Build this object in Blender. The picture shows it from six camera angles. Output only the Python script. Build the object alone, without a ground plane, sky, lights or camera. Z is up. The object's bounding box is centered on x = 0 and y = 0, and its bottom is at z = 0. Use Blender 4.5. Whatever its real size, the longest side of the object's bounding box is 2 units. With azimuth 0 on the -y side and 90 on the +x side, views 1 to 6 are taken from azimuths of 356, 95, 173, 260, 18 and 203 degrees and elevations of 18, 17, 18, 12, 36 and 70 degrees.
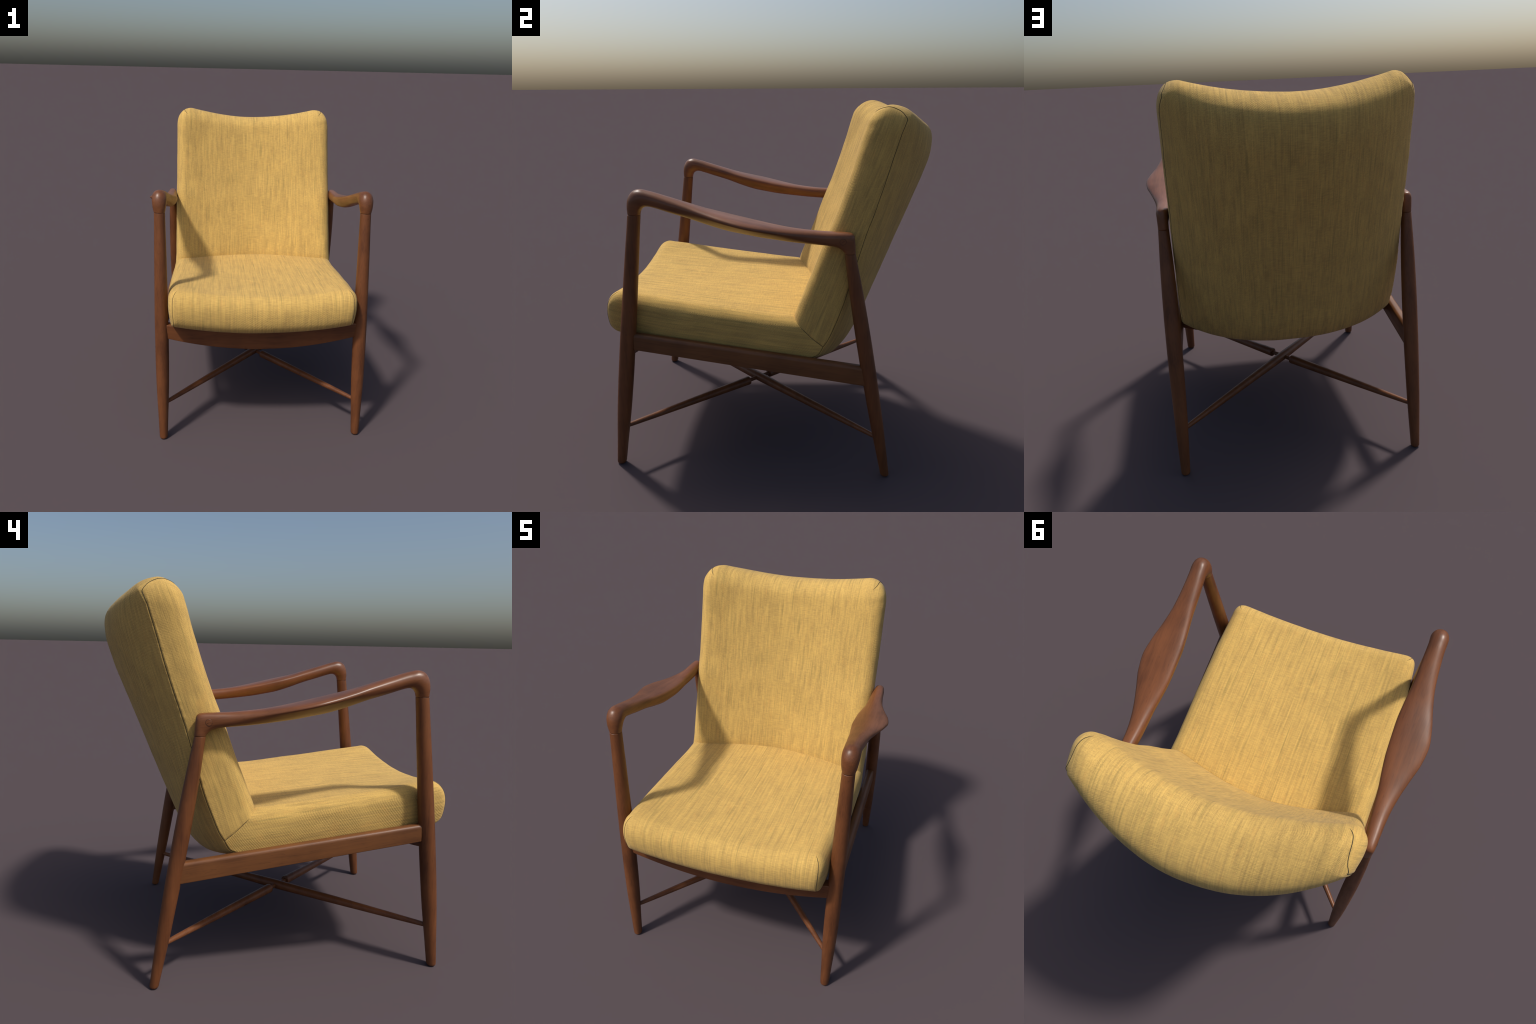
"""Upholstered lounge armchair: turned wooden legs, sculpted armrests, X stretchers,
one-piece bent cushion (seat + backrest) in woven yellow cloth."""
import math, random
import bpy, bmesh
import numpy as np
from mathutils import Vector, Matrix, noise
from mathutils.bvhtree import BVHTree

random.seed(7)
rng = np.random.default_rng(7)
for o in list(bpy.data.objects):
    bpy.data.objects.remove(o, do_unlink=True)
SCENE = bpy.context.scene.collection


# ------------------------------------------------------------------ helpers
def pchip(x, y, q):
    """Monotone cubic interpolation of y(x) (y may have several columns)."""
    x = np.asarray(x, float); y = np.asarray(y, float); q = np.asarray(q, float)
    one = y.ndim == 1
    if one:
        y = y[:, None]
    h = np.diff(x)[:, None]
    d = np.diff(y, axis=0) / h
    m = np.zeros_like(y)
    w1 = 2 * h[1:] + h[:-1]; w2 = h[1:] + 2 * h[:-1]
    same = d[:-1] * d[1:] > 0
    with np.errstate(divide="ignore", invalid="ignore"):
        hm = (w1 + w2) / (w1 / d[:-1] + w2 / d[1:])
    m[1:-1] = np.where(same, hm, 0.0)
    m[0], m[-1] = d[0], d[-1]
    i = np.clip(np.searchsorted(x, q, side="right") - 1, 0, len(x) - 2)
    hh = h[i]; t = ((q - x[i])[:, None]) / hh
    r = ((2 * t**3 - 3 * t**2 + 1) * y[i] + (t**3 - 2 * t**2 + t) * hh * m[i]
         + (-2 * t**3 + 3 * t**2) * y[i + 1] + (t**3 - t**2) * hh * m[i + 1])
    return r[:, 0] if one else r


def new_mesh_object(name, verts, faces, material, parent, smooth=True):
    me = bpy.data.meshes.new(name)
    me.from_pydata([tuple(v) for v in verts], [], [tuple(f) for f in faces])
    me.validate()
    if smooth:
        me.polygons.foreach_set("use_smooth", [True] * len(me.polygons))
    me.materials.append(material)
    me.update()
    ob = bpy.data.objects.new(name, me)
    SCENE.objects.link(ob)
    if parent is not None:
        ob.parent = parent
    return ob


def loft(rings, cap_start=True, cap_end=True):
    """Skin a list of closed rings (each n x 3)."""
    n = len(rings[0])
    verts = [p for r in rings for p in r]
    faces = []
    for a in range(len(rings) - 1):
        for b in range(n):
            c = (b + 1) % n
            faces.append((a * n + b, a * n + c, (a + 1) * n + c, (a + 1) * n + b))
    if cap_start:
        faces.append(tuple(range(n - 1, -1, -1)))
    if cap_end:
        faces.append(tuple((len(rings) - 1) * n + i for i in range(n)))
    return verts, faces


def fix_normals(ob):
    bm = bmesh.new(); bm.from_mesh(ob.data)
    bmesh.ops.recalc_face_normals(bm, faces=bm.faces)
    bm.to_mesh(ob.data); bm.free()


def mirror_copy(ob, name, parent):
    me = ob.data.copy(); me.name = name
    me.transform(Matrix.Scale(-1, 4, (1, 0, 0)))
    me.flip_normals()
    c = bpy.data.objects.new(name, me)
    SCENE.objects.link(c)
    c.parent = parent
    return c


# ---------------------------------------------------------------- materials
class Nodes:
    def __init__(self, name):
        self.mat = bpy.data.materials.new(name)
        self.mat.use_nodes = True
        self.t = self.mat.node_tree
        self.t.nodes.clear()
        self.out = self.t.nodes.new("ShaderNodeOutputMaterial")
        self.b = self.t.nodes.new("ShaderNodeBsdfPrincipled")
        self.link(self.b.outputs[0], self.out.inputs[0])

    def n(self, kind, **k):
        nd = self.t.nodes.new("ShaderNode" + kind)
        for a, v in k.items():
            setattr(nd, a, v)
        return nd

    def link(self, a, b):
        self.t.links.new(a, b)

    def put(self, sock, v):
        if hasattr(v, "is_output"):
            self.link(v, sock)
        else:
            sock.default_value = v

    def mapping(self, vec, scale=(1, 1, 1), rot=(0, 0, 0), loc=(0, 0, 0)):
        m = self.n("Mapping")
        self.link(vec, m.inputs["Vector"])
        m.inputs["Scale"].default_value = scale
        m.inputs["Rotation"].default_value = rot
        m.inputs["Location"].default_value = loc
        return m.outputs[0]

    def noise(self, vec, scale, detail=2.0, rough=0.5, dist=0.0):
        nd = self.n("TexNoise")
        self.link(vec, nd.inputs["Vector"])
        nd.inputs["Scale"].default_value = scale
        nd.inputs["Detail"].default_value = detail
        nd.inputs["Roughness"].default_value = rough
        nd.inputs["Distortion"].default_value = dist
        return nd.outputs["Fac"]

    def math(self, op, a, b=0.0, c=0.0, clamp=False):
        nd = self.n("Math", operation=op, use_clamp=clamp)
        for i, v in enumerate((a, b, c)):
            self.put(nd.inputs[i], v)
        return nd.outputs[0]

    def mix(self, f, a, b):
        nd = self.n("Mix", data_type="FLOAT")
        self.put(nd.inputs[0], f); self.put(nd.inputs[2], a); self.put(nd.inputs[3], b)
        return nd.outputs[0]

    def mixc(self, f, a, b, blend="MIX"):
        nd = self.n("Mix", data_type="RGBA", blend_type=blend)
        self.put(nd.inputs[0], f)
        for i, v in ((6, a), (7, b)):
            if not hasattr(v, "is_output"):
                v = (*v, 1.0)
            self.put(nd.inputs[i], v)
        return nd.outputs[2]

    def ramp(self, fac, stops):
        nd = self.n("ValToRGB")
        e = nd.color_ramp.elements
        while len(e) < len(stops):
            e.new(0.5)
        for s, (p, c) in zip(e, stops):
            s.position = p
            s.color = (*c, 1.0) if len(c) == 3 else c
        self.link(fac, nd.inputs[0])
        return nd.outputs[0]

    def smooth(self, v, lo, hi, to0=0.0, to1=1.0):
        nd = self.n("MapRange", interpolation_type="SMOOTHSTEP")
        self.put(nd.inputs["Value"], v)
        for k, val in zip(("From Min", "From Max", "To Min", "To Max"), (lo, hi, to0, to1)):
            nd.inputs[k].default_value = val
        return nd.outputs[0]


def wood(name, grain_axis, tilt=0.0, light=(0.182, 0.064, 0.022), dark=(0.090, 0.029, 0.0100), seed=0.0, spec=0.36, rough=(0.48, 0.40)):
    m = Nodes(name)
    co = m.n("TexCoord").outputs["Object"]
    rot = m.mapping(co, rot=(tilt, 0, 0), loc=(seed, seed * 1.7, seed * 0.6))
    st = {"x": (0.05, 1, 1), "y": (1, 0.05, 1), "z": (1, 1, 0.05)}[grain_axis]
    st2 = {"x": (0.10, 1, 1), "y": (1, 0.10, 1), "z": (1, 1, 0.10)}[grain_axis]
    broad = m.noise(m.mapping(rot, scale=st), 28, 3, 0.55, 0.4)
    fine = m.noise(m.mapping(rot, scale=st), 190, 3, 0.6)
    pore = m.noise(m.mapping(rot, scale=st2), 330, 2, 0.5)
    blotch = m.noise(rot, 5.5, 2, 0.5)
    v = m.math("ADD", m.math("MULTIPLY", broad, 0.60), m.math("MULTIPLY", fine, 0.40))
    v = m.math("ADD", v, m.math("MULTIPLY", m.math("SUBTRACT", blotch, 0.5), 0.55))
    col = m.ramp(v, [(0.28, dark), (0.47, tuple(0.45 * a + 0.55 * b for a, b in zip(dark, light))), (0.68, light)])
    pores = m.smooth(pore, 0.62, 0.74)
    col = m.mixc(m.math("MULTIPLY", pores, 0.45), col, tuple(0.45 * d for d in dark))
    m.link(col, m.b.inputs["Base Color"])
    m.link(m.smooth(v, 0.3, 0.7, *rough), m.b.inputs["Roughness"])
    m.b.inputs["Specular IOR Level"].default_value = spec
    bump = m.n("Bump")
    bump.inputs["Strength"].default_value = 0.06
    bump.inputs["Distance"].default_value = 0.002
    m.link(m.math("SUBTRACT", fine, m.math("MULTIPLY", pores, 0.6)), bump.inputs["Height"])
    m.link(bump.outputs[0], m.b.inputs["Normal"])
    return m.mat


def cloth(name, lean, twill=1.0, side_twill=1.0, slant=1.0, seed=0.0, ratio=1.0, period=0.0145, run=0.05):
    """Slubbed woven cloth; 'lean' turns the object frame so that the warp runs along local y."""
    m = Nodes(name)
    co = m.n("TexCoord").outputs["Object"]
    r = m.mapping(co, rot=(lean, 0, 0), loc=(seed, seed * 0.37, seed * 0.71))
    nrm = m.n("NewGeometry").outputs["Normal"]
    sep = m.n("SeparateXYZ"); m.link(nrm, sep.inputs[0])
    side = m.smooth(m.math("ABSOLUTE", sep.outputs[0]), 0.55, 0.85)      # 1 on the side faces

    def streak(sa, sb, scale, detail, rough):
        a = m.noise(m.mapping(r, scale=sa), scale, detail, rough)
        b = m.noise(m.mapping(r, scale=sb), scale, detail, rough)
        return m.mix(side, a, b)

    # warp slubs: thin across, long along the cloth
    wide = streak((1, run, run), (run, run, 1), 70, 2, 0.55)
    thin = streak((1, 1.2 * run, 1.2 * run), (1.2 * run, 1.2 * run, 1), 175, 2, 0.6)
    slub = streak((1, .8 * run, .8 * run), (.8 * run, .8 * run, 1), 112, 1, 0.45)
    weft = m.noise(m.mapping(r, scale=(0.10, 1, 1)), 230, 2, 0.6)
    cloud = m.noise(r, 14.0, 2, 0.5)
    v = m.math("ADD", m.math("MULTIPLY", wide, 0.28), m.math("MULTIPLY", thin, 0.38))
    v = m.math("ADD", v, m.math("MULTIPLY", weft, 0.34))
    v = m.math("ADD", v, m.math("MULTIPLY", m.math("SUBTRACT", cloud, 0.5), 0.11))
    col = m.ramp(v, [(0.30, (0.366, 0.235, 0.076)), (0.44, (0.488, 0.315, 0.098)),
                     (0.54, (0.588, 0.378, 0.111)), (0.68, (0.697, 0.448, 0.130))])
    # grey-green flecks in the darker threads
    fleck = m.smooth(slub, 0.58, 0.76)
    col = m.mixc(m.math("MULTIPLY", fleck, 0.42), col, (0.275, 0.208, 0.068))
    warm = m.noise(m.mapping(r, scale=(1, 0.2, 0.2)), 75, 1, 0.5)
    col = m.mixc(m.math("MULTIPLY", m.smooth(warm, 0.58, 0.75), 0.28), col, (0.625, 0.350, 0.097))
    m.link(col, m.b.inputs["Base Color"])
    m.b.inputs["Roughness"].default_value = 0.95
    m.b.inputs["Specular IOR Level"].default_value = 0.15
    m.b.inputs["Sheen Weight"].default_value = 0.08
    m.b.inputs["Sheen Roughness"].default_value = 0.5

    # weave relief: twill diagonal broken by single threads
    sx = m.n("SeparateXYZ"); m.link(r, sx.inputs[0])
    across = m.mix(side, sx.outputs[0], sx.outputs[2])
    along = m.math("ADD", sx.outputs[1], m.mix(side, sx.outputs[2], sx.outputs[0]))
    wob = m.math("MULTIPLY", m.noise(r, 30, 3, 0.6), 0.0085)

    def wave(e, period):
        return m.math("SINE", m.math("MULTIPLY", e, 2 * math.pi / period))
    diag = wave(m.math("ADD", m.math("ADD", m.math("MULTIPLY", across, ratio), m.math("MULTIPLY", along, slant)), wob), period)
    diag = m.math("SUBTRACT", m.math("MULTIPLY", m.math("POWER", m.math("MULTIPLY_ADD", diag, 0.5, 0.5), 0.6), 2.0), 1.0)
    thread = m.math("MULTIPLY", wave(m.math("ADD", across, wob), 0.0056), wave(along, 0.0056))
    patch = m.smooth(m.noise(r, 6.5, 1, 0.5), 0.36, 0.62, 0.25, 1.0)
    h = m.math("MULTIPLY", m.math("ADD", m.math("MULTIPLY", diag, 0.8), m.math("MULTIPLY", thread, 1.3)), patch)
    h = m.math("MULTIPLY", h, m.mix(side, twill, side_twill))
    h = m.math("ADD", h, m.math("MULTIPLY", m.math("SUBTRACT", v, 0.5), 2.2))
    bump = m.n("Bump")
    bump.inputs["Strength"].default_value = 0.55
    bump.inputs["Distance"].default_value = 0.0011
    m.link(h, bump.inputs["Height"])
    m.link(bump.outputs[0], m.b.inputs["Normal"])
    return m.mat


def plain(name, color, rough):
    m = Nodes(name)
    co = m.n("TexCoord").outputs["Object"]
    f = m.noise(co, 160, 2)
    m.link(m.mixc(f, color, tuple(0.7 * c for c in color)), m.b.inputs["Base Color"])
    m.b.inputs["Roughness"].default_value = rough
    return m.mat


WOOD_LEG = wood("leg_wood", "z")
WOOD_ARM = wood("arm_wood", "y", tilt=math.radians(10), light=(0.200, 0.071, 0.0250), dark=(0.102, 0.034, 0.0115), seed=3.1, spec=0.46, rough=(0.41, 0.34))
WOOD_RAIL = wood("rail_wood", "y", tilt=math.radians(7), light=(0.185, 0.072, 0.024), dark=(0.105, 0.038, 0.0125), seed=5.2)
WOOD_CROSS = wood("cross_wood", "x", seed=8.4)
CLOTH_SEAT = cloth("seat_cloth", math.radians(7), 0.28, 1.0, -1.0, 0.0, 0.58, 0.0125, 0.030)
CLOTH_BACK = cloth("back_cloth", math.radians(-71), 0.60, 0.15, 1.0, 2.3, 1.0, 0.0140, 0.045)
SEAM = plain("seam_dark_line", (0.048, 0.041, 0.021), 0.9)

# ------------------------------------------------------------------ the chair
chair = bpy.data.objects.new("armchair", None)
SCENE.objects.link(chair)
chair["label"] = "mid-century wooden armchair with mustard yellow woven cushion"
chair["category"] = "armchair"


# ---- legs: straight axis, round section swelling at the seat height
def leg(name, axis_bottom, axis_top, profile, z_top):
    a, b = Vector(axis_bottom), Vector(axis_top)
    zs = np.unique(np.concatenate([[0, .0015, .004, .008, .013], np.linspace(.02, z_top - .003, 60),
                                   [z_top - .0015, z_top - .0006]]))
    pz = [p[0] for p in profile]; pr = [p[1] for p in profile]
    rad = pchip(pz, pr, np.clip(zs, pz[0], pz[-1]))
    rings = []
    for z, r in zip(zs, rad):
        if z < .013:
            r = r - .012 * (1 - math.sqrt(max(0, 1 - (1 - z / .013) ** 2)))
        if z > z_top - .003:
            r -= .0003 * ((z - (z_top - .003)) / .003) ** 2
        c = a.lerp(b, (z - a.z) / (b.z - a.z))
        rings.append([(c.x + r * math.cos(t), c.y + r * math.sin(t), z) for t in np.linspace(0, 2 * math.pi, 48, endpoint=False)])
    v, f = loft(rings)
    ob = new_mesh_object(name, v, f, WOOD_LEG, chair)
    fix_normals(ob)
    return ob


FL = leg("front_leg", (.6335, -.8450, 0), (.6315, -.6652, 1.471),
         [(0, .0255), (.05, .0278), (.15, .0312), (.25, .0355), (.40, .0402), (.60, .0424), (.78, .0425), (.92, .0413),
          (1.05, .0396), (1.25, .0368), (1.40, .0340), (1.471, .0333)], 1.471)
mirror_copy(FL, "front_leg.001", chair)
RL = leg("rear_leg", (.6340, .6605, 0), (.6335, .4227, 1.2865),
         [(0, .0235), (.05, .0252), (.15, .0292), (.30, .0345), (.45, .0374), (.60, .0396), (.78, .0402), (.90, .0392),
          (1.05, .0362), (1.15, .0330), (1.23, .0294), (1.2865, .0274)], 1.2865)
mirror_copy(RL, "rear_leg.001", chair)

# ---- armrests: section carried between an outer and an inner side-view curve
ARM = [  # outer y, z | inner y, z | x inner, x outer | skew, edge height, exponent
    (-0.6972, 1.4716, -0.632, 1.4716, 0.598, 0.665, 0, 0.5, 2),
    (-0.6975, 1.505, -0.6285, 1.488, 0.593, 0.671, 0, 0.5, 2.05),
    (-0.6925, 1.545, -0.618, 1.504, 0.589, 0.675, 0, 0.5, 2.1),
    (-0.6775, 1.577, -0.605, 1.5115, 0.587, 0.677, 0, 0.5, 2.1),
    (-0.656, 1.595, -0.592, 1.514, 0.587, 0.677, 0, 0.5, 2.1),
    (-0.63, 1.6005, -0.577, 1.5125, 0.588, 0.676, 0, 0.5, 2.1),
    (-0.59, 1.593, -0.555, 1.507, 0.587, 0.675, 0, 0.5, 2.1),
    (-0.5, 1.567, -0.48, 1.4845, 0.583, 0.679, 0.02, 0.48, 2.2),
    (-0.4, 1.5365, -0.38, 1.4550, 0.579, 0.689, 0.12, 0.41, 2.3),
    (-0.3, 1.506, -0.28, 1.4205, 0.57, 0.711, 0.28, 0.33, 2.45),
    (-0.2, 1.4815, -0.18, 1.391, 0.563, 0.738, 0.4, 0.29, 2.55),
    (-0.12, 1.463, -0.1, 1.3755, 0.564, 0.7505, 0.45, 0.28, 2.6),
    (-0.04, 1.445, -0.03, 1.363, 0.566, 0.742, 0.42, 0.28, 2.6),
    (0.05, 1.427, 0.06, 1.351, 0.575, 0.717, 0.34, 0.32, 2.5),
    (0.13, 1.414, 0.14, 1.3415, 0.585, 0.695, 0.22, 0.38, 2.4),
    (0.21, 1.405, 0.215, 1.3345, 0.589, 0.679, 0.1, 0.45, 2.35),
    (0.29, 1.399, 0.29, 1.3295, 0.593, 0.67, 0, 0.5, 2.4),
    (0.35, 1.397, 0.335, 1.3245, 0.597, 0.667, 0, 0.5, 2.5),
    (0.4, 1.3955, 0.365, 1.316, 0.601, 0.664, 0, 0.5, 2.6),
    (0.427, 1.3915, 0.3815, 1.305, 0.603, 0.663, 0, 0.5, 2.7),
    (0.44, 1.378, 0.389, 1.297, 0.605, 0.662, 0, 0.5, 2.6),
    (0.4455, 1.345, 0.393, 1.2915, 0.606, 0.661, 0, 0.5, 2.4),
    (0.4503, 1.287, 0.3952, 1.287, 0.6065, 0.6605, 0, 0.5, 2.05),
]


def armrest(name):
    A = np.array(ARM)
    mid = (A[:, 0:2] + A[:, 2:4]) / 2 + (A[:, 0:2] - A[:, 2:4]) * .25
    s = np.concatenate([[0], np.cumsum(np.linalg.norm(np.diff(mid, axis=0), axis=1))])
    q = np.concatenate([np.linspace(s[0], s[6], 44, endpoint=False), np.linspace(s[6], s[16], 90, endpoint=False),
                        np.linspace(s[16], s[-1], 50)])
    R = pchip(s, A, q)
    rings = []
    n = 64
    last = len(R) - 1
    for k, (oy, oz, iy, iz, xi, xo, skew, edge, ex) in enumerate(R):
        cx, hw = (xi + xo) / 2, (xo - xi) / 2
        O, I = Vector((0, oy, oz)), Vector((0, iy, iz))
        shrink = 0.0
        for dist in (q[k] - q[0], q[-1] - q[k]):
            if dist < .003:
                shrink = max(shrink, .0003 * (1 - dist / .003) ** 2)
        ring = []
        for t in np.linspace(0, 2 * math.pi, n, endpoint=False):
            c, sn = math.cos(t), math.sin(t)
            e = 2.0 / ex
            x = math.copysign(abs(c) ** e, c)
            if sn >= 0:
                h = edge * (1 - abs(sn) ** e)                      # 0 = outer curve, 1 = inner curve
            else:
                elo = 2.0 / (ex - .95 * skew)
                h = edge + (1 - edge) * abs(sn) ** elo
                x = -1 + (x + 1) * (1 - skew * abs(sn))
            p = O.lerp(I, h)
            ring.append((cx + x * (hw - shrink), p.y, p.z))
        if shrink:
            m = sum((Vector(r) for r in ring), Vector()) / n
            ring = [tuple(m + (Vector(r) - m) * (1 - shrink / .033)) for r in ring]
        rings.append(ring)
    v, f = loft(rings)
    ob = new_mesh_object(name, v, f, WOOD_ARM, chair)
    fix_normals(ob)
    return ob


arm = armrest("armrest")
arm_left = mirror_copy(arm, "armrest.001", chair)


# round plug with a screw slot in the rear head of each armrest
def plug(name, owner, side):
    dg = BVHTree.FromPolygons([v.co[:] for v in owner.data.vertices], [p.vertices[:] for p in owner.data.polygons])
    hit, nor, _, _ = dg.ray_cast(Vector((side * 1.0, .384, 1.354)), Vector((-side, 0, 0)))
    z = nor.normalized(); x = Vector((0, 1, 0)); x = (x - z * x.dot(z)).normalized(); y = z.cross(x)
    R = .0150
    verts, faces = [], []
    prof = [(R, -.002), (R, .0004), (R - .0006, .0009), (R - .0022, .0010), (.0001, .0010)]
    n = 40
    for r, h in prof:
        for t in np.linspace(0, 2 * math.pi, n, endpoint=False):
            verts.append(hit + x * r * math.cos(t) + y * r * math.sin(t) + z * h)
    for a in range(len(prof) - 1):
        for b in range(n):
            c = (b + 1) % n
            faces.append((a * n + b, a * n + c, (a + 1) * n + c, (a + 1) * n + b))
    faces.append(tuple(range((len(prof) - 1) * n, len(prof) * n)))
    ob = new_mesh_object(name, verts, faces, WOOD_ARM, owner)
    fix_normals(ob)
    # dark scored ring round the plug and the slot across it
    u = (x + y * .75).normalized(); w = z.cross(u)
    verts, faces = [], []
    rr = .0009
    for t in np.linspace(0, 2 * math.pi, n, endpoint=False):
        d = x * math.cos(t) + y * math.sin(t)
        for k in range(6):
            a = 2 * math.pi * k / 6
            verts.append(hit + d * (R + .0006 + rr * math.cos(a)) + z * (rr * math.sin(a) - .0001))
    for a in range(n):
        for k in range(6):
            a2, k2 = (a + 1) % n, (k + 1) % 6
            faces.append((a * 6 + k, a2 * 6 + k, a2 * 6 + k2, a * 6 + k2))
    base = len(verts)
    for sgn in (-1, 1):
        for k in range(6):
            a = 2 * math.pi * k / 6
            verts.append(hit + u * sgn * .0105 + w * .0008 * math.cos(a) + z * (.0008 + .0006 * math.sin(a)))
    for k in range(6):
        k2 = (k + 1) % 6
        faces.append((base + k, base + k2, base + 6 + k2, base + 6 + k))
    faces.append(tuple(base + k for k in range(6))); faces.append(tuple(base + 11 - k for k in range(6)))
    g = new_mesh_object(name.replace("plug", "plug_slot"), verts, faces, SCORE, owner)
    fix_normals(g)


SCORE = plain("scored_wood", (0.075, 0.026, 0.011), 0.6)
plug("plug", arm, 1)
plug("plug.001", arm_left, -1)


# ---- rails and aprons: swept rounded boxes
def beam(name, path, half_w, material, r_top=.012, r_bot=.004, r_end=.006, width_axis="x"):
    """path: list of (centre along/width pos, length pos, z_bottom, z_top); section in the width/z plane."""
    rings = []
    L0, L1 = path[0][1], path[-1][1]
    for w0, l, zb, zt in path:
        d = min(abs(l - L0), abs(L1 - l))
        ins = 0 if d >= r_end else r_end * (1 - math.sqrt(max(0, 1 - (1 - d / r_end) ** 2)))
        ring = []
        hw = half_w - ins
        for (sx, sz, r, a0) in ((1, 1, r_top, 0), (-1, 1, r_top, 90), (-1, -1, r_bot, 180), (1, -1, r_bot, 270)):
            zc = (zt - ins - r) if sz > 0 else (zb + ins + r)
            for a in np.linspace(a0, a0 + 90, 8):
                t = math.radians(a)
                u = w0 + sx * (hw - r) + r * math.cos(t)
                z = zc + r * math.sin(t)
                ring.append((u, l, z) if width_axis == "x" else (l, u, z))
        rings.append(ring)
    v, f = loft(rings)
    ob = new_mesh_object(name, v, f, material, chair)
    fix_normals(ob)
    m = ob.modifiers.new("edge", "WEIGHTED_NORMAL") if False else None
    return ob


def spaced(a, b, n, r_end):
    e = [a + r_end * k for k in (0, .15, .4, .7, 1)]
    f = [b - r_end * k for k in (1, .7, .4, .15, 0)]
    return e + list(np.linspace(a + r_end * 1.2, b - r_end * 1.2, n)) + f


rail_path = [(.6305, y, .7278 - .1347 * (y + .705), .8185 - .1228 * (y + .7017)) for y in spaced(-.716, .5400, 40, .006)]
rail = beam("side_rail", rail_path, .0255, WOOD_RAIL, r_top=.019)
mirror_copy(rail, "side_rail.001", chair)

apron_path = []
for x in spaced(-.602, .602, 60, .004):
    k = 1 - (x / .602) ** 2
    apron_path.append((-.752, x, .684 - .082 * k, .775 - .030 * k))
beam("front_apron", apron_path, .027, WOOD_CROSS, r_top=.006, r_bot=.004, r_end=.004, width_axis="y")
cross_path = []
for x in spaced(-.607, .607, 60, .004):
    k = 1 - abs(x / .607) ** 2.0
    cross_path.append((.112, x, .612 - .095 * k, .690 - .112 * k))
beam("rear_cross_rail", cross_path, .028, WOOD_CROSS, r_top=.005, r_bot=.004, r_end=.004, width_axis="y")


# ---- X stretchers: long tapered spindles; one is necked where the other passes
def spindle(name, a, b, neck):
    a, b = Vector(a), Vector(b)
    L = (b - a).length
    ax = (b - a) / L
    u = ax.cross(Vector((0, 0, 1))).normalized(); w = u.cross(ax)
    mid = (Vector((0.004, -.1035, .2365)) - a).dot(ax)
    prof = []
    for s in np.linspace(0, L, 90):
        f = (s / mid if s < mid else (L - s) / (L - mid))
        prof.append((s, .0116 + .0170 * f ** .75))
    if neck:
        g = .078
        out = [(s, r) for s, r in prof if abs(s - mid) > g + .012]
        rb = .0280
        prof = [p for p in out if p[0] < mid]
        prof += [(mid - g - .010, rb), (mid - g - .003, rb - .0015), (mid - g, rb - .006), (mid - g + .0008, .0125)]
        prof += [(mid - g / 2, .0120), (mid, .0120), (mid + g / 2, .0120)]
        prof += [(mid + g - .0008, .0125), (mid + g, rb - .006), (mid + g + .003, rb - .0015), (mid + g + .010, rb)]
        prof += [p for p in out if p[0] > mid]
    rings = []
    for s, r in prof:
        c = a + ax * s
        rings.append([tuple(c + u * r * math.cos(t) + w * r * math.sin(t)) for t in np.linspace(0, 2 * math.pi, 28, endpoint=False)])
    v, f = loft(rings)
    ob = new_mesh_object(name, v, f, WOOD_CROSS, chair)
    fix_normals(ob)
    if neck:
        ob.data.polygons.foreach_set("use_smooth", [True] * len(ob.data.polygons))
        ob.data.set_sharp_from_angle(angle=math.radians(40))
    return ob


spindle("stretcher", (-.626, -.808, .2365), (.626, .604, .2365), False)
spindle("stretcher.001", (.626, -.808, .2365), (-.626, .604, .2365), True)

# ------------------------------------------------------------------ cushion
# Aligned side-view paths (y, z): front edge, rear seam, front centre, rear centre
PATH = [
    ((-.890, 1.023), (-.893, .789), (-.890, .970), (-.893, .738)),
    ((-.70, .999), (-.70, .776), (-.70, .957), (-.70, .715)),
    ((-.45, .963), (-.45, .750), (-.43, .940), (-.45, .688)),
    ((-.20, .931), (-.20, .720), (-.15, .921), (-.20, .643)),
    ((.00, .908), (.00, .698), (.06, .906), (.00, .606)),
    ((.075, .901), (.13, .686), (.16, .899), (.15, .583)),
    ((.115, .8975), (.22, .683), (.21, .896), (.30, .573)),
    ((.133, .8950), (.268, .699), (.235, .894), (.405, .596)),
    ((.140, .8935), (.297, .748), (.245, .8925), (.464, .653)),
    ((.145, .916), (.325, .797), (.251, .914), (.505, .722)),
    ((.157, .950), (.350, .860), (.262, .950), (.536, .792)),
    ((.187, 1.030), (.393, .980), (.290, 1.030), (.592, .930)),
    ((.235, 1.154), (.430, 1.120), (.337, 1.154), (.660, 1.100)),
    ((.289, 1.305), (.482, 1.315), (.390, 1.305), (.733, 1.290)),
    ((.347, 1.456), (.530, 1.465), (.447, 1.456), (.798, 1.460)),
    ((.395, 1.597), (.573, 1.610), (.495, 1.597), (.851, 1.600)),
    ((.440, 1.745), (.617, 1.765), (.540, 1.735), (.885, 1.730)),
    ((.469, 1.850), (.652, 1.880), (.572, 1.830), (.890, 1.820)),
    ((.509, 1.995), (.698, 2.006), (.615, 1.918), (.893, 1.889)),
]
CREASE = 8
W_FRONT = [.574, .592, .604, .608, .609, .609, .609, .608, .607, .605, .603, .603, .602, .600, .598, .597, .596, .595, .595]
W_REAR = [.560, .580, .597, .602, .603, .603, .602, .601, .600, .600, .600, .599, .596, .593, .590, .587, .584, .580, .574]

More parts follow.
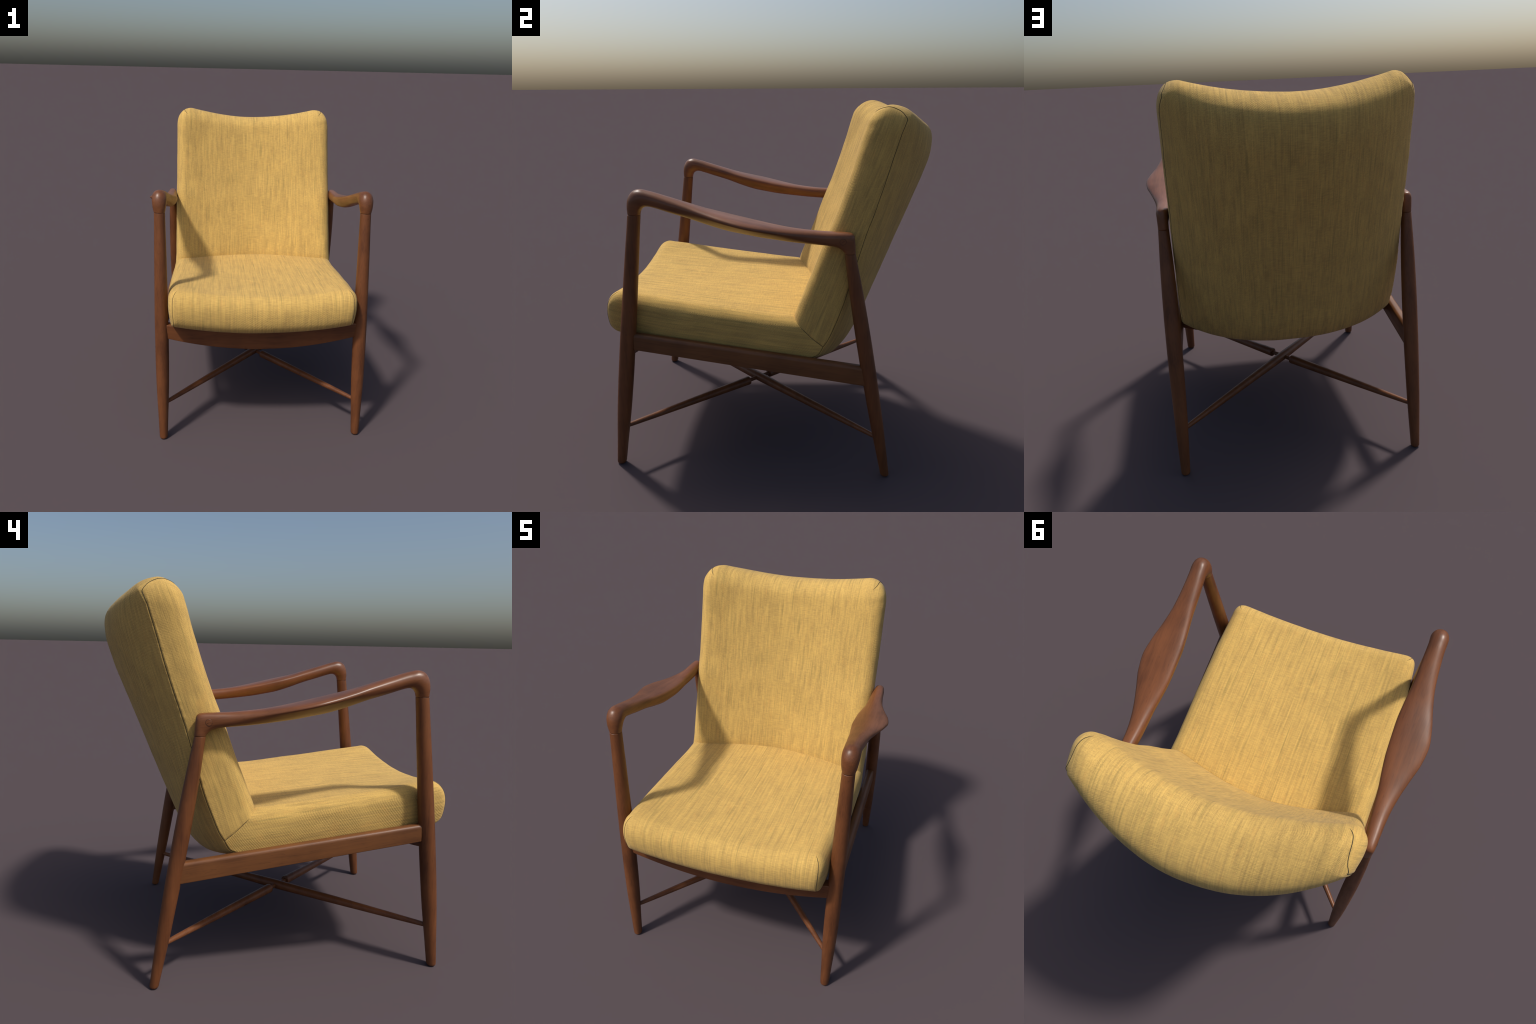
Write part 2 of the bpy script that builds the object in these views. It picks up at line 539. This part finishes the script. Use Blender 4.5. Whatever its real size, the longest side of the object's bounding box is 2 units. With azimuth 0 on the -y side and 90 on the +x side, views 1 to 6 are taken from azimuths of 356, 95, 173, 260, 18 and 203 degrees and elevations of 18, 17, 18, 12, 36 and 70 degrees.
PA = np.array(PATH)                                   # knots x 4 x 2
step = np.linalg.norm(np.diff(PA[:, 0], axis=0), axis=1) + np.linalg.norm(np.diff(PA[:, 1], axis=0), axis=1)
KN = np.concatenate([[0], np.cumsum(step / 2)])
K_CREASE, K_END = KN[CREASE], KN[-1]


def stations():
    cap = .10
    t = np.linspace(0, math.pi / 2, 18)
    start = cap * (1 - np.cos(t))
    end = K_END - cap * (1 - np.cos(t))[::-1]
    body = list(np.arange(cap + .006, K_END - cap - .004, .0085))
    near = [K_CREASE + s * d for d in (0, .0012, .0025, .004, .006, .009, .013) for s in (-1, 1)]
    body = [b for b in body if abs(b - K_CREASE) > .016]
    return np.unique(np.round(np.concatenate([start, body, near, end]), 6))


ST = stations()
PS = pchip(KN, PA.reshape(len(PA), 8), ST).reshape(len(ST), 4, 2)
WF = pchip(KN, W_FRONT, ST); WR = pchip(KN, W_REAR, ST)
I_CREASE = int(np.argmin(abs(ST - K_CREASE)))

NX = 44                                                # samples from centre to rounding
U = np.sin(np.linspace(0, 1, NX) * math.pi / 2 * .92) / math.sin(math.pi / 2 * .92)
R_FRONT, R_SEAM = .075, .007


def round_in(q, R, reach=None):
    reach = reach or R
    return 0.0 if q >= reach else R * (1 - math.sqrt(max(0.0, 1 - (1 - q / reach) ** 2)))


def half_section(k):
    """Points of the right half contour at station k, as (x, y, z, tag)."""
    Fe, Re, Fc, Rc = PS[k]
    s = ST[k]
    q0, q1 = s, K_END - s
    nose = q0 < q1
    q = min(q0, q1)
    o_f = round_in(q, .100) if nose else round_in(q, .082, .098)
    o_fc = round_in(q, .100) if nose else round_in(q, .080, .125)
    o_rs = round_in(q, .070) if nose else round_in(q, .112, .165)
    o_rc = round_in(q, .070) if nose else round_in(q, .150, .225)
    o_w = round_in(q, .038) if nose else round_in(q, .102, .165)
    wf, wr = WF[k] - o_w, WR[k] - o_w
    sag_p = float(pchip([0, KN[5], KN[9], K_END], [2.0, 1.8, 1.75, 1.8], [s])[0])
    bulge_p = float(pchip([0, KN[3], KN[6], KN[9], KN[12], K_END], [2.2, 2.3, 2.45, 2.35, 2.1, 2.1], [s])[0])

    W_full = WR[k] + .004

    def at(x):
        """Front point, direction to the rear face, thickness and end roundings at x."""
        a = .09 * math.log1p(math.exp((1 - (abs(x) / .525) ** sag_p) / .09))
        b = max(0.0, 1 - (abs(x) / W_full) ** bulge_p) ** (.90 if k > I_CREASE else 1.0 - .10 * min(1.0, max(0.0, (s - KN[5]) / (K_CREASE - KN[5]))))
        F = Fe + (Fc - Fe) * a
        B = Re + (Rc - Re) * b
        T = np.linalg.norm(B - F)
        return F, (B - F) / T, T, o_rs + (o_rc - o_rs) * b, o_f + (o_fc - o_f) * b

    def pt(x, d_front=None, d_rear=None, g=None):
        F, n, T, o_r, o_x = at(x)
        if d_front is not None:
            return F + n * (o_x + d_front)
        if d_rear is not None:
            return F + n * (T - o_r - d_rear)
        lo, hi = o_x + rf, T - o_r - rr
        return F + n * (lo + (hi - lo) * g)

    T_side = np.linalg.norm(Re - Fe) - o_f - o_rs
    rf = min(R_FRONT, T_side * .5)
    if q < .12:
        rf = min(rf, .042 + .033 * q / .12)
    rr = min(R_SEAM, T_side * .1) if nose else min(R_SEAM + .032 * max(0.0, 1 - q / .17), T_side * .3)
    out = []
    for u in U:
        x = u * (wf - rf)
        p = pt(x, d_front=0); out.append((x, p[0], p[1], 0))
    for a in np.linspace(0, math.pi / 2, 15)[1:]:
        x = wf - rf + rf * math.sin(a)
        p = pt(x, d_front=rf * (1 - math.cos(a))); out.append((x, p[0], p[1], 1))
    # side panel, denser towards the seam
    for g in np.concatenate([np.linspace(0, .8, 15)[1:], [.85, .89, .92, .945, .965, .98, .99, 1.0]]):
        x = wf + (wr - wf) * g ** 1.4 + (.004 if k < I_CREASE else .002) * math.sin(math.pi * g)
        p = pt(x, g=g); out.append((x, p[0], p[1], 2))
    seam_i = len(out) + 1
    for a in (30, 60, 90):
        t = math.radians(a)
        x = wr - rr + rr * math.cos(t)
        p = pt(x, d_rear=rr * (1 - math.sin(t))); out.append((x, p[0], p[1], 3))
    for u in U[::-1]:
        x = u * (wr - rr - .0015)
        p = pt(x, d_rear=0); out.append((x, p[0], p[1], 4))
    return out, seam_i


halves = [half_section(k) for k in range(len(ST))]
SEAM_I = halves[0][1]
M = len(halves[0][0])
TAGS = [p[3] for p in halves[0][0]]
# full contour: right half 0..M-1, then mirrored left half without the two centre points
ring_n = 2 * M - 2
verts, faces, face_kind = [], [], []
for h, _ in halves:
    row = [(x, y, z) for x, y, z, _ in h]
    verts += row + [(-x, y, z) for x, y, z in row[-2:0:-1]]


def half_index(j):
    return j if j < M else ring_n - j


def kind_of(k, j):
    a, b = half_index(j), half_index((j + 1) % ring_n)
    if min(a, b) >= SEAM_I and ST[k] > KN[5] + .02:
        return 2                                        # rear panel
    return 0 if k < I_CREASE else 1


for k in range(len(ST) - 1):
    for j in range(ring_n):
        j2 = (j + 1) % ring_n
        faces.append((k * ring_n + j, k * ring_n + j2, (k + 1) * ring_n + j2, (k + 1) * ring_n + j))
        face_kind.append(kind_of(k, j))


def cap(k, kind):
    """Close an end: rings shrinking onto the middle line of the end face."""
    base = [np.array(verts[k * ring_n + j]) for j in range(ring_n)]
    h = halves[k][0]
    nf, nr = NX, NX
    prev = [k * ring_n + j for j in range(ring_n)]
    target = []
    for j in range(ring_n):
        i = half_index(j)
        sg = 1 if j < M else -1
        if i < nf:
            a, b = i, M - 1 - i
        elif i >= M - nr:
            a, b = M - 1 - i, i
        else:
            a, b = nf - 1, M - nf
        pa, pb = np.array(h[a][:3]), np.array(h[b][:3])
        m = (pa + pb) / 2
        m[0] = min(pa[0], pb[0]) * .96 * sg
        target.append(m)
    for f in (.25, .5, .75, 1.0):
        start = len(verts)
        for j in range(ring_n):
            verts.append(tuple(base[j] * (1 - f) + target[j] * f))
        cur = [start + j for j in range(ring_n)]
        for j in range(ring_n):
            j2 = (j + 1) % ring_n
            q = (prev[j], prev[j2], cur[j2], cur[j])
            faces.append(q if k else q[::-1])
            face_kind.append(kind)
        prev = cur


cap(0, 0)
cap(len(ST) - 1, 1)

# weld the folded middle lines of the caps
key, remap, keep = {}, [], []
for v in verts:
    k3 = tuple(round(c, 5) for c in v)
    if k3 not in key:
        key[k3] = len(keep); keep.append(v)
    remap.append(key[k3])
assert remap[:len(ST) * ring_n] == list(range(len(ST) * ring_n))
welded, kinds = [], []
for f, kd in zip(faces, face_kind):
    g = []
    for i in f:
        if remap[i] not in g:
            g.append(remap[i])
    if len(g) > 2:
        welded.append(tuple(g) if len(g) == 4 else (*g, g[-1])); kinds.append(kd)
faces, face_kind = welded, kinds
V = np.array(keep, float)


def relax(V, movable, weight, rounds):
    """Even out the ends of the cushion, where the corner roundings run together."""
    E = np.array([(f[a], f[(a + 1) % 4]) for f in faces for a in range(4) if f[a] != f[(a + 1) % 4]])
    E = E[movable[E[:, 0]] | movable[E[:, 1]]]
    E = np.unique(np.sort(E, axis=1), axis=0)
    for _ in range(rounds):
        S = np.zeros_like(V); C = np.zeros(len(V))
        for a, b in ((0, 1), (1, 0)):
            np.add.at(S, E[:, a], V[E[:, b]]); np.add.at(C, E[:, a], 1)
        m = movable & (C > 0)
        V[m] += (S[m] / C[m][:, None] - V[m]) * weight[m][:, None]
    return V


dist_end = np.zeros(len(V))
for k in range(len(ST)):
    dist_end[k * ring_n:(k + 1) * ring_n] = min(ST[k], K_END - ST[k])
soft = np.clip(1 - dist_end / .085, 0, 1)
V = relax(V, soft > 0, .5 * soft, 60)


def vertex_normals(V, faces):
    Fq = np.array(faces)
    a, b, c, d = (V[Fq[:, i]] for i in range(4))
    fn = np.cross(c - a, d - b)
    N = np.zeros_like(V)
    for i in range(4):
        np.add.at(N, Fq[:, i], fn)
    return N / np.maximum(np.linalg.norm(N, axis=1, keepdims=True), 1e-12)


N = vertex_normals(V, faces)
if np.dot(N[NX // 2 + 40 * ring_n], (0, 0, 1)) < 0:     # seat top must look up
    faces = [f[::-1] for f in faces]
    N = -N

# groove along the side seam and the mitre seam, puckers beside it, gentle unevenness
seam_cols = (SEAM_I, ring_n - SEAM_I)
seam_rows = [k for k in range(len(ST)) if ST[k] > KN[6] - .05]
D = np.zeros(len(V))
for k in range(len(ST)):
    for col in seam_cols:
        sgn = 1 if col == SEAM_I else -1
        c0 = V[k * ring_n + col]
        idx = k * ring_n + np.arange(max(0, col - 26), min(ring_n, col + 26))
        dist = np.linalg.norm(V[idx] - c0, axis=1)
        fade = min(1.0, max(0.0, (ST[k] - KN[6] + .05) / .05)) * min(1.0, max(0.0, (K_END - .045 - ST[k]) / .05))
        D[idx] -= fade * .0030 * np.exp(-(dist / .0030) ** 2)
        puck = noise.noise(Vector((ST[k] * 55, sgn * 7.3, 1.0))) + .6 * noise.noise(Vector((ST[k] * 110, sgn * 3.3, 4.0)))
        D[idx] += fade * .0016 * puck * np.exp(-((dist - .008) / .012) ** 2)
    dk = abs(ST[k] - K_CREASE)
    if dk < .02:
        for j in range(ring_n):
            i = half_index(j)
            if TAGS[i] in (0, 1, 2, 3):
                D[k * ring_n + j] -= (.0030 if TAGS[i] >= 2 else .0012) * math.exp(-(dk / .0030) ** 2)
for i in range(len(V)):
    p = V[i]
    D[i] += .0022 * noise.noise(Vector((p[0] * 4.5, p[1] * 4.5, p[2] * 4.5))) + .0008 * noise.noise(Vector((p[0] * 14, p[1] * 14, p[2] * 14 + 9)))
V = V + N * D[:, None]
# never higher than two metres
V[:, 2] *= 2.0 / V[:, 2].max()
N = vertex_normals(V, faces)
SURF = BVHTree.FromPolygons([tuple(v) for v in V], [tuple(dict.fromkeys(f)) for f in faces])


def cushion_part(name, kind, material):
    pick = [f for f, k in zip(faces, face_kind) if k == kind]
    used = sorted({i for f in pick for i in f})
    back = {g: l for l, g in enumerate(used)}
    ob = new_mesh_object(name, V[used], [tuple(dict.fromkeys(back[i] for i in f)) for f in pick], material, chair)
    ob.data.normals_split_custom_set_from_vertices([tuple(N[i]) for i in used])
    return ob


seat = cushion_part("seat_cushion", 0, CLOTH_SEAT)
back = cushion_part("backrest", 1, CLOTH_BACK)
rear = cushion_part("rear_panel", 2, CLOTH_BACK)


# ---- thin dark tubes along the seam lines, lying in the grooves
def catmull(P, n):
    P = np.array(P, float)
    d = np.concatenate([[0], np.cumsum(np.linalg.norm(np.diff(P, axis=0), axis=1))])
    return pchip(d, P, np.linspace(0, d[-1], n))


def seam(name, pts, r, parent, sink=.0004, taper=True):
    rows = []
    P = [Vector(p) for p in pts]
    n = len(P)
    for i, p in enumerate(P):
        hit, nor, _, _ = SURF.find_nearest(p)
        t = (P[min(n - 1, i + 1)] - P[max(0, i - 1)]).normalized()
        b = t.cross(nor).normalized(); m = b.cross(t)
        rad = r * (min(1, .25 + min(i, n - 1 - i) / 5) if taper else 1)
        c = hit - nor * (sink - .35 * rad)
        rows.append([tuple(c + b * rad * math.cos(a) + m * rad * math.sin(a)) for a in np.linspace(0, 2 * math.pi, 8, endpoint=False)])
    v, f = loft(rows)
    ob = new_mesh_object(name, v, f, SEAM, parent)
    fix_normals(ob)
    return ob


for sgn in (1, -1):
    col = SEAM_I if sgn > 0 else ring_n - SEAM_I
    suffix = "" if sgn > 0 else ".001"
    run = [V[k * ring_n + col] for k in range(len(ST)) if KN[6] - .03 < ST[k] < K_END - .095]
    over = [(sgn * .5595, .6665, 1.9480), (sgn * .5540, .6560, 1.9660), (sgn * .5485, .6390, 1.9805), (sgn * .5440, .6160, 1.9900), (sgn * .5412, .5890, 1.9960), (sgn * .5380, .5600, 1.9930),
            (sgn * .5300, .5400, 1.9810), (sgn * .5116, .5221, 1.9595)]
    top = [run[-1]] + over
    seam("side_seam" + suffix, list(run) + list(catmull(top, 40))[1:], .0016, back)
    mitre = [V[I_CREASE * ring_n + (j if sgn > 0 else (ring_n - j) % ring_n)] for j in range(NX + 10, SEAM_I + 1)]
    seam("mitre_seam" + suffix, mitre, .0015, back)
    dart = [(sgn * .5240, -.8050, 1.0060), (sgn * .5400, -.8350, .9890), (sgn * .5490, -.8640, .9580), (sgn * .5520, -.8800, .9150),
            (sgn * .5530, -.8850, .8680), (sgn * .5520, -.8770, .8250), (sgn * .5500, -.8555, .7955), (sgn * .549, -.83, .785)]
    seam("corner_seam" + suffix, catmull(dart, 50), .0014, seat)

# stand exactly on the ground
bpy.context.view_layer.update()
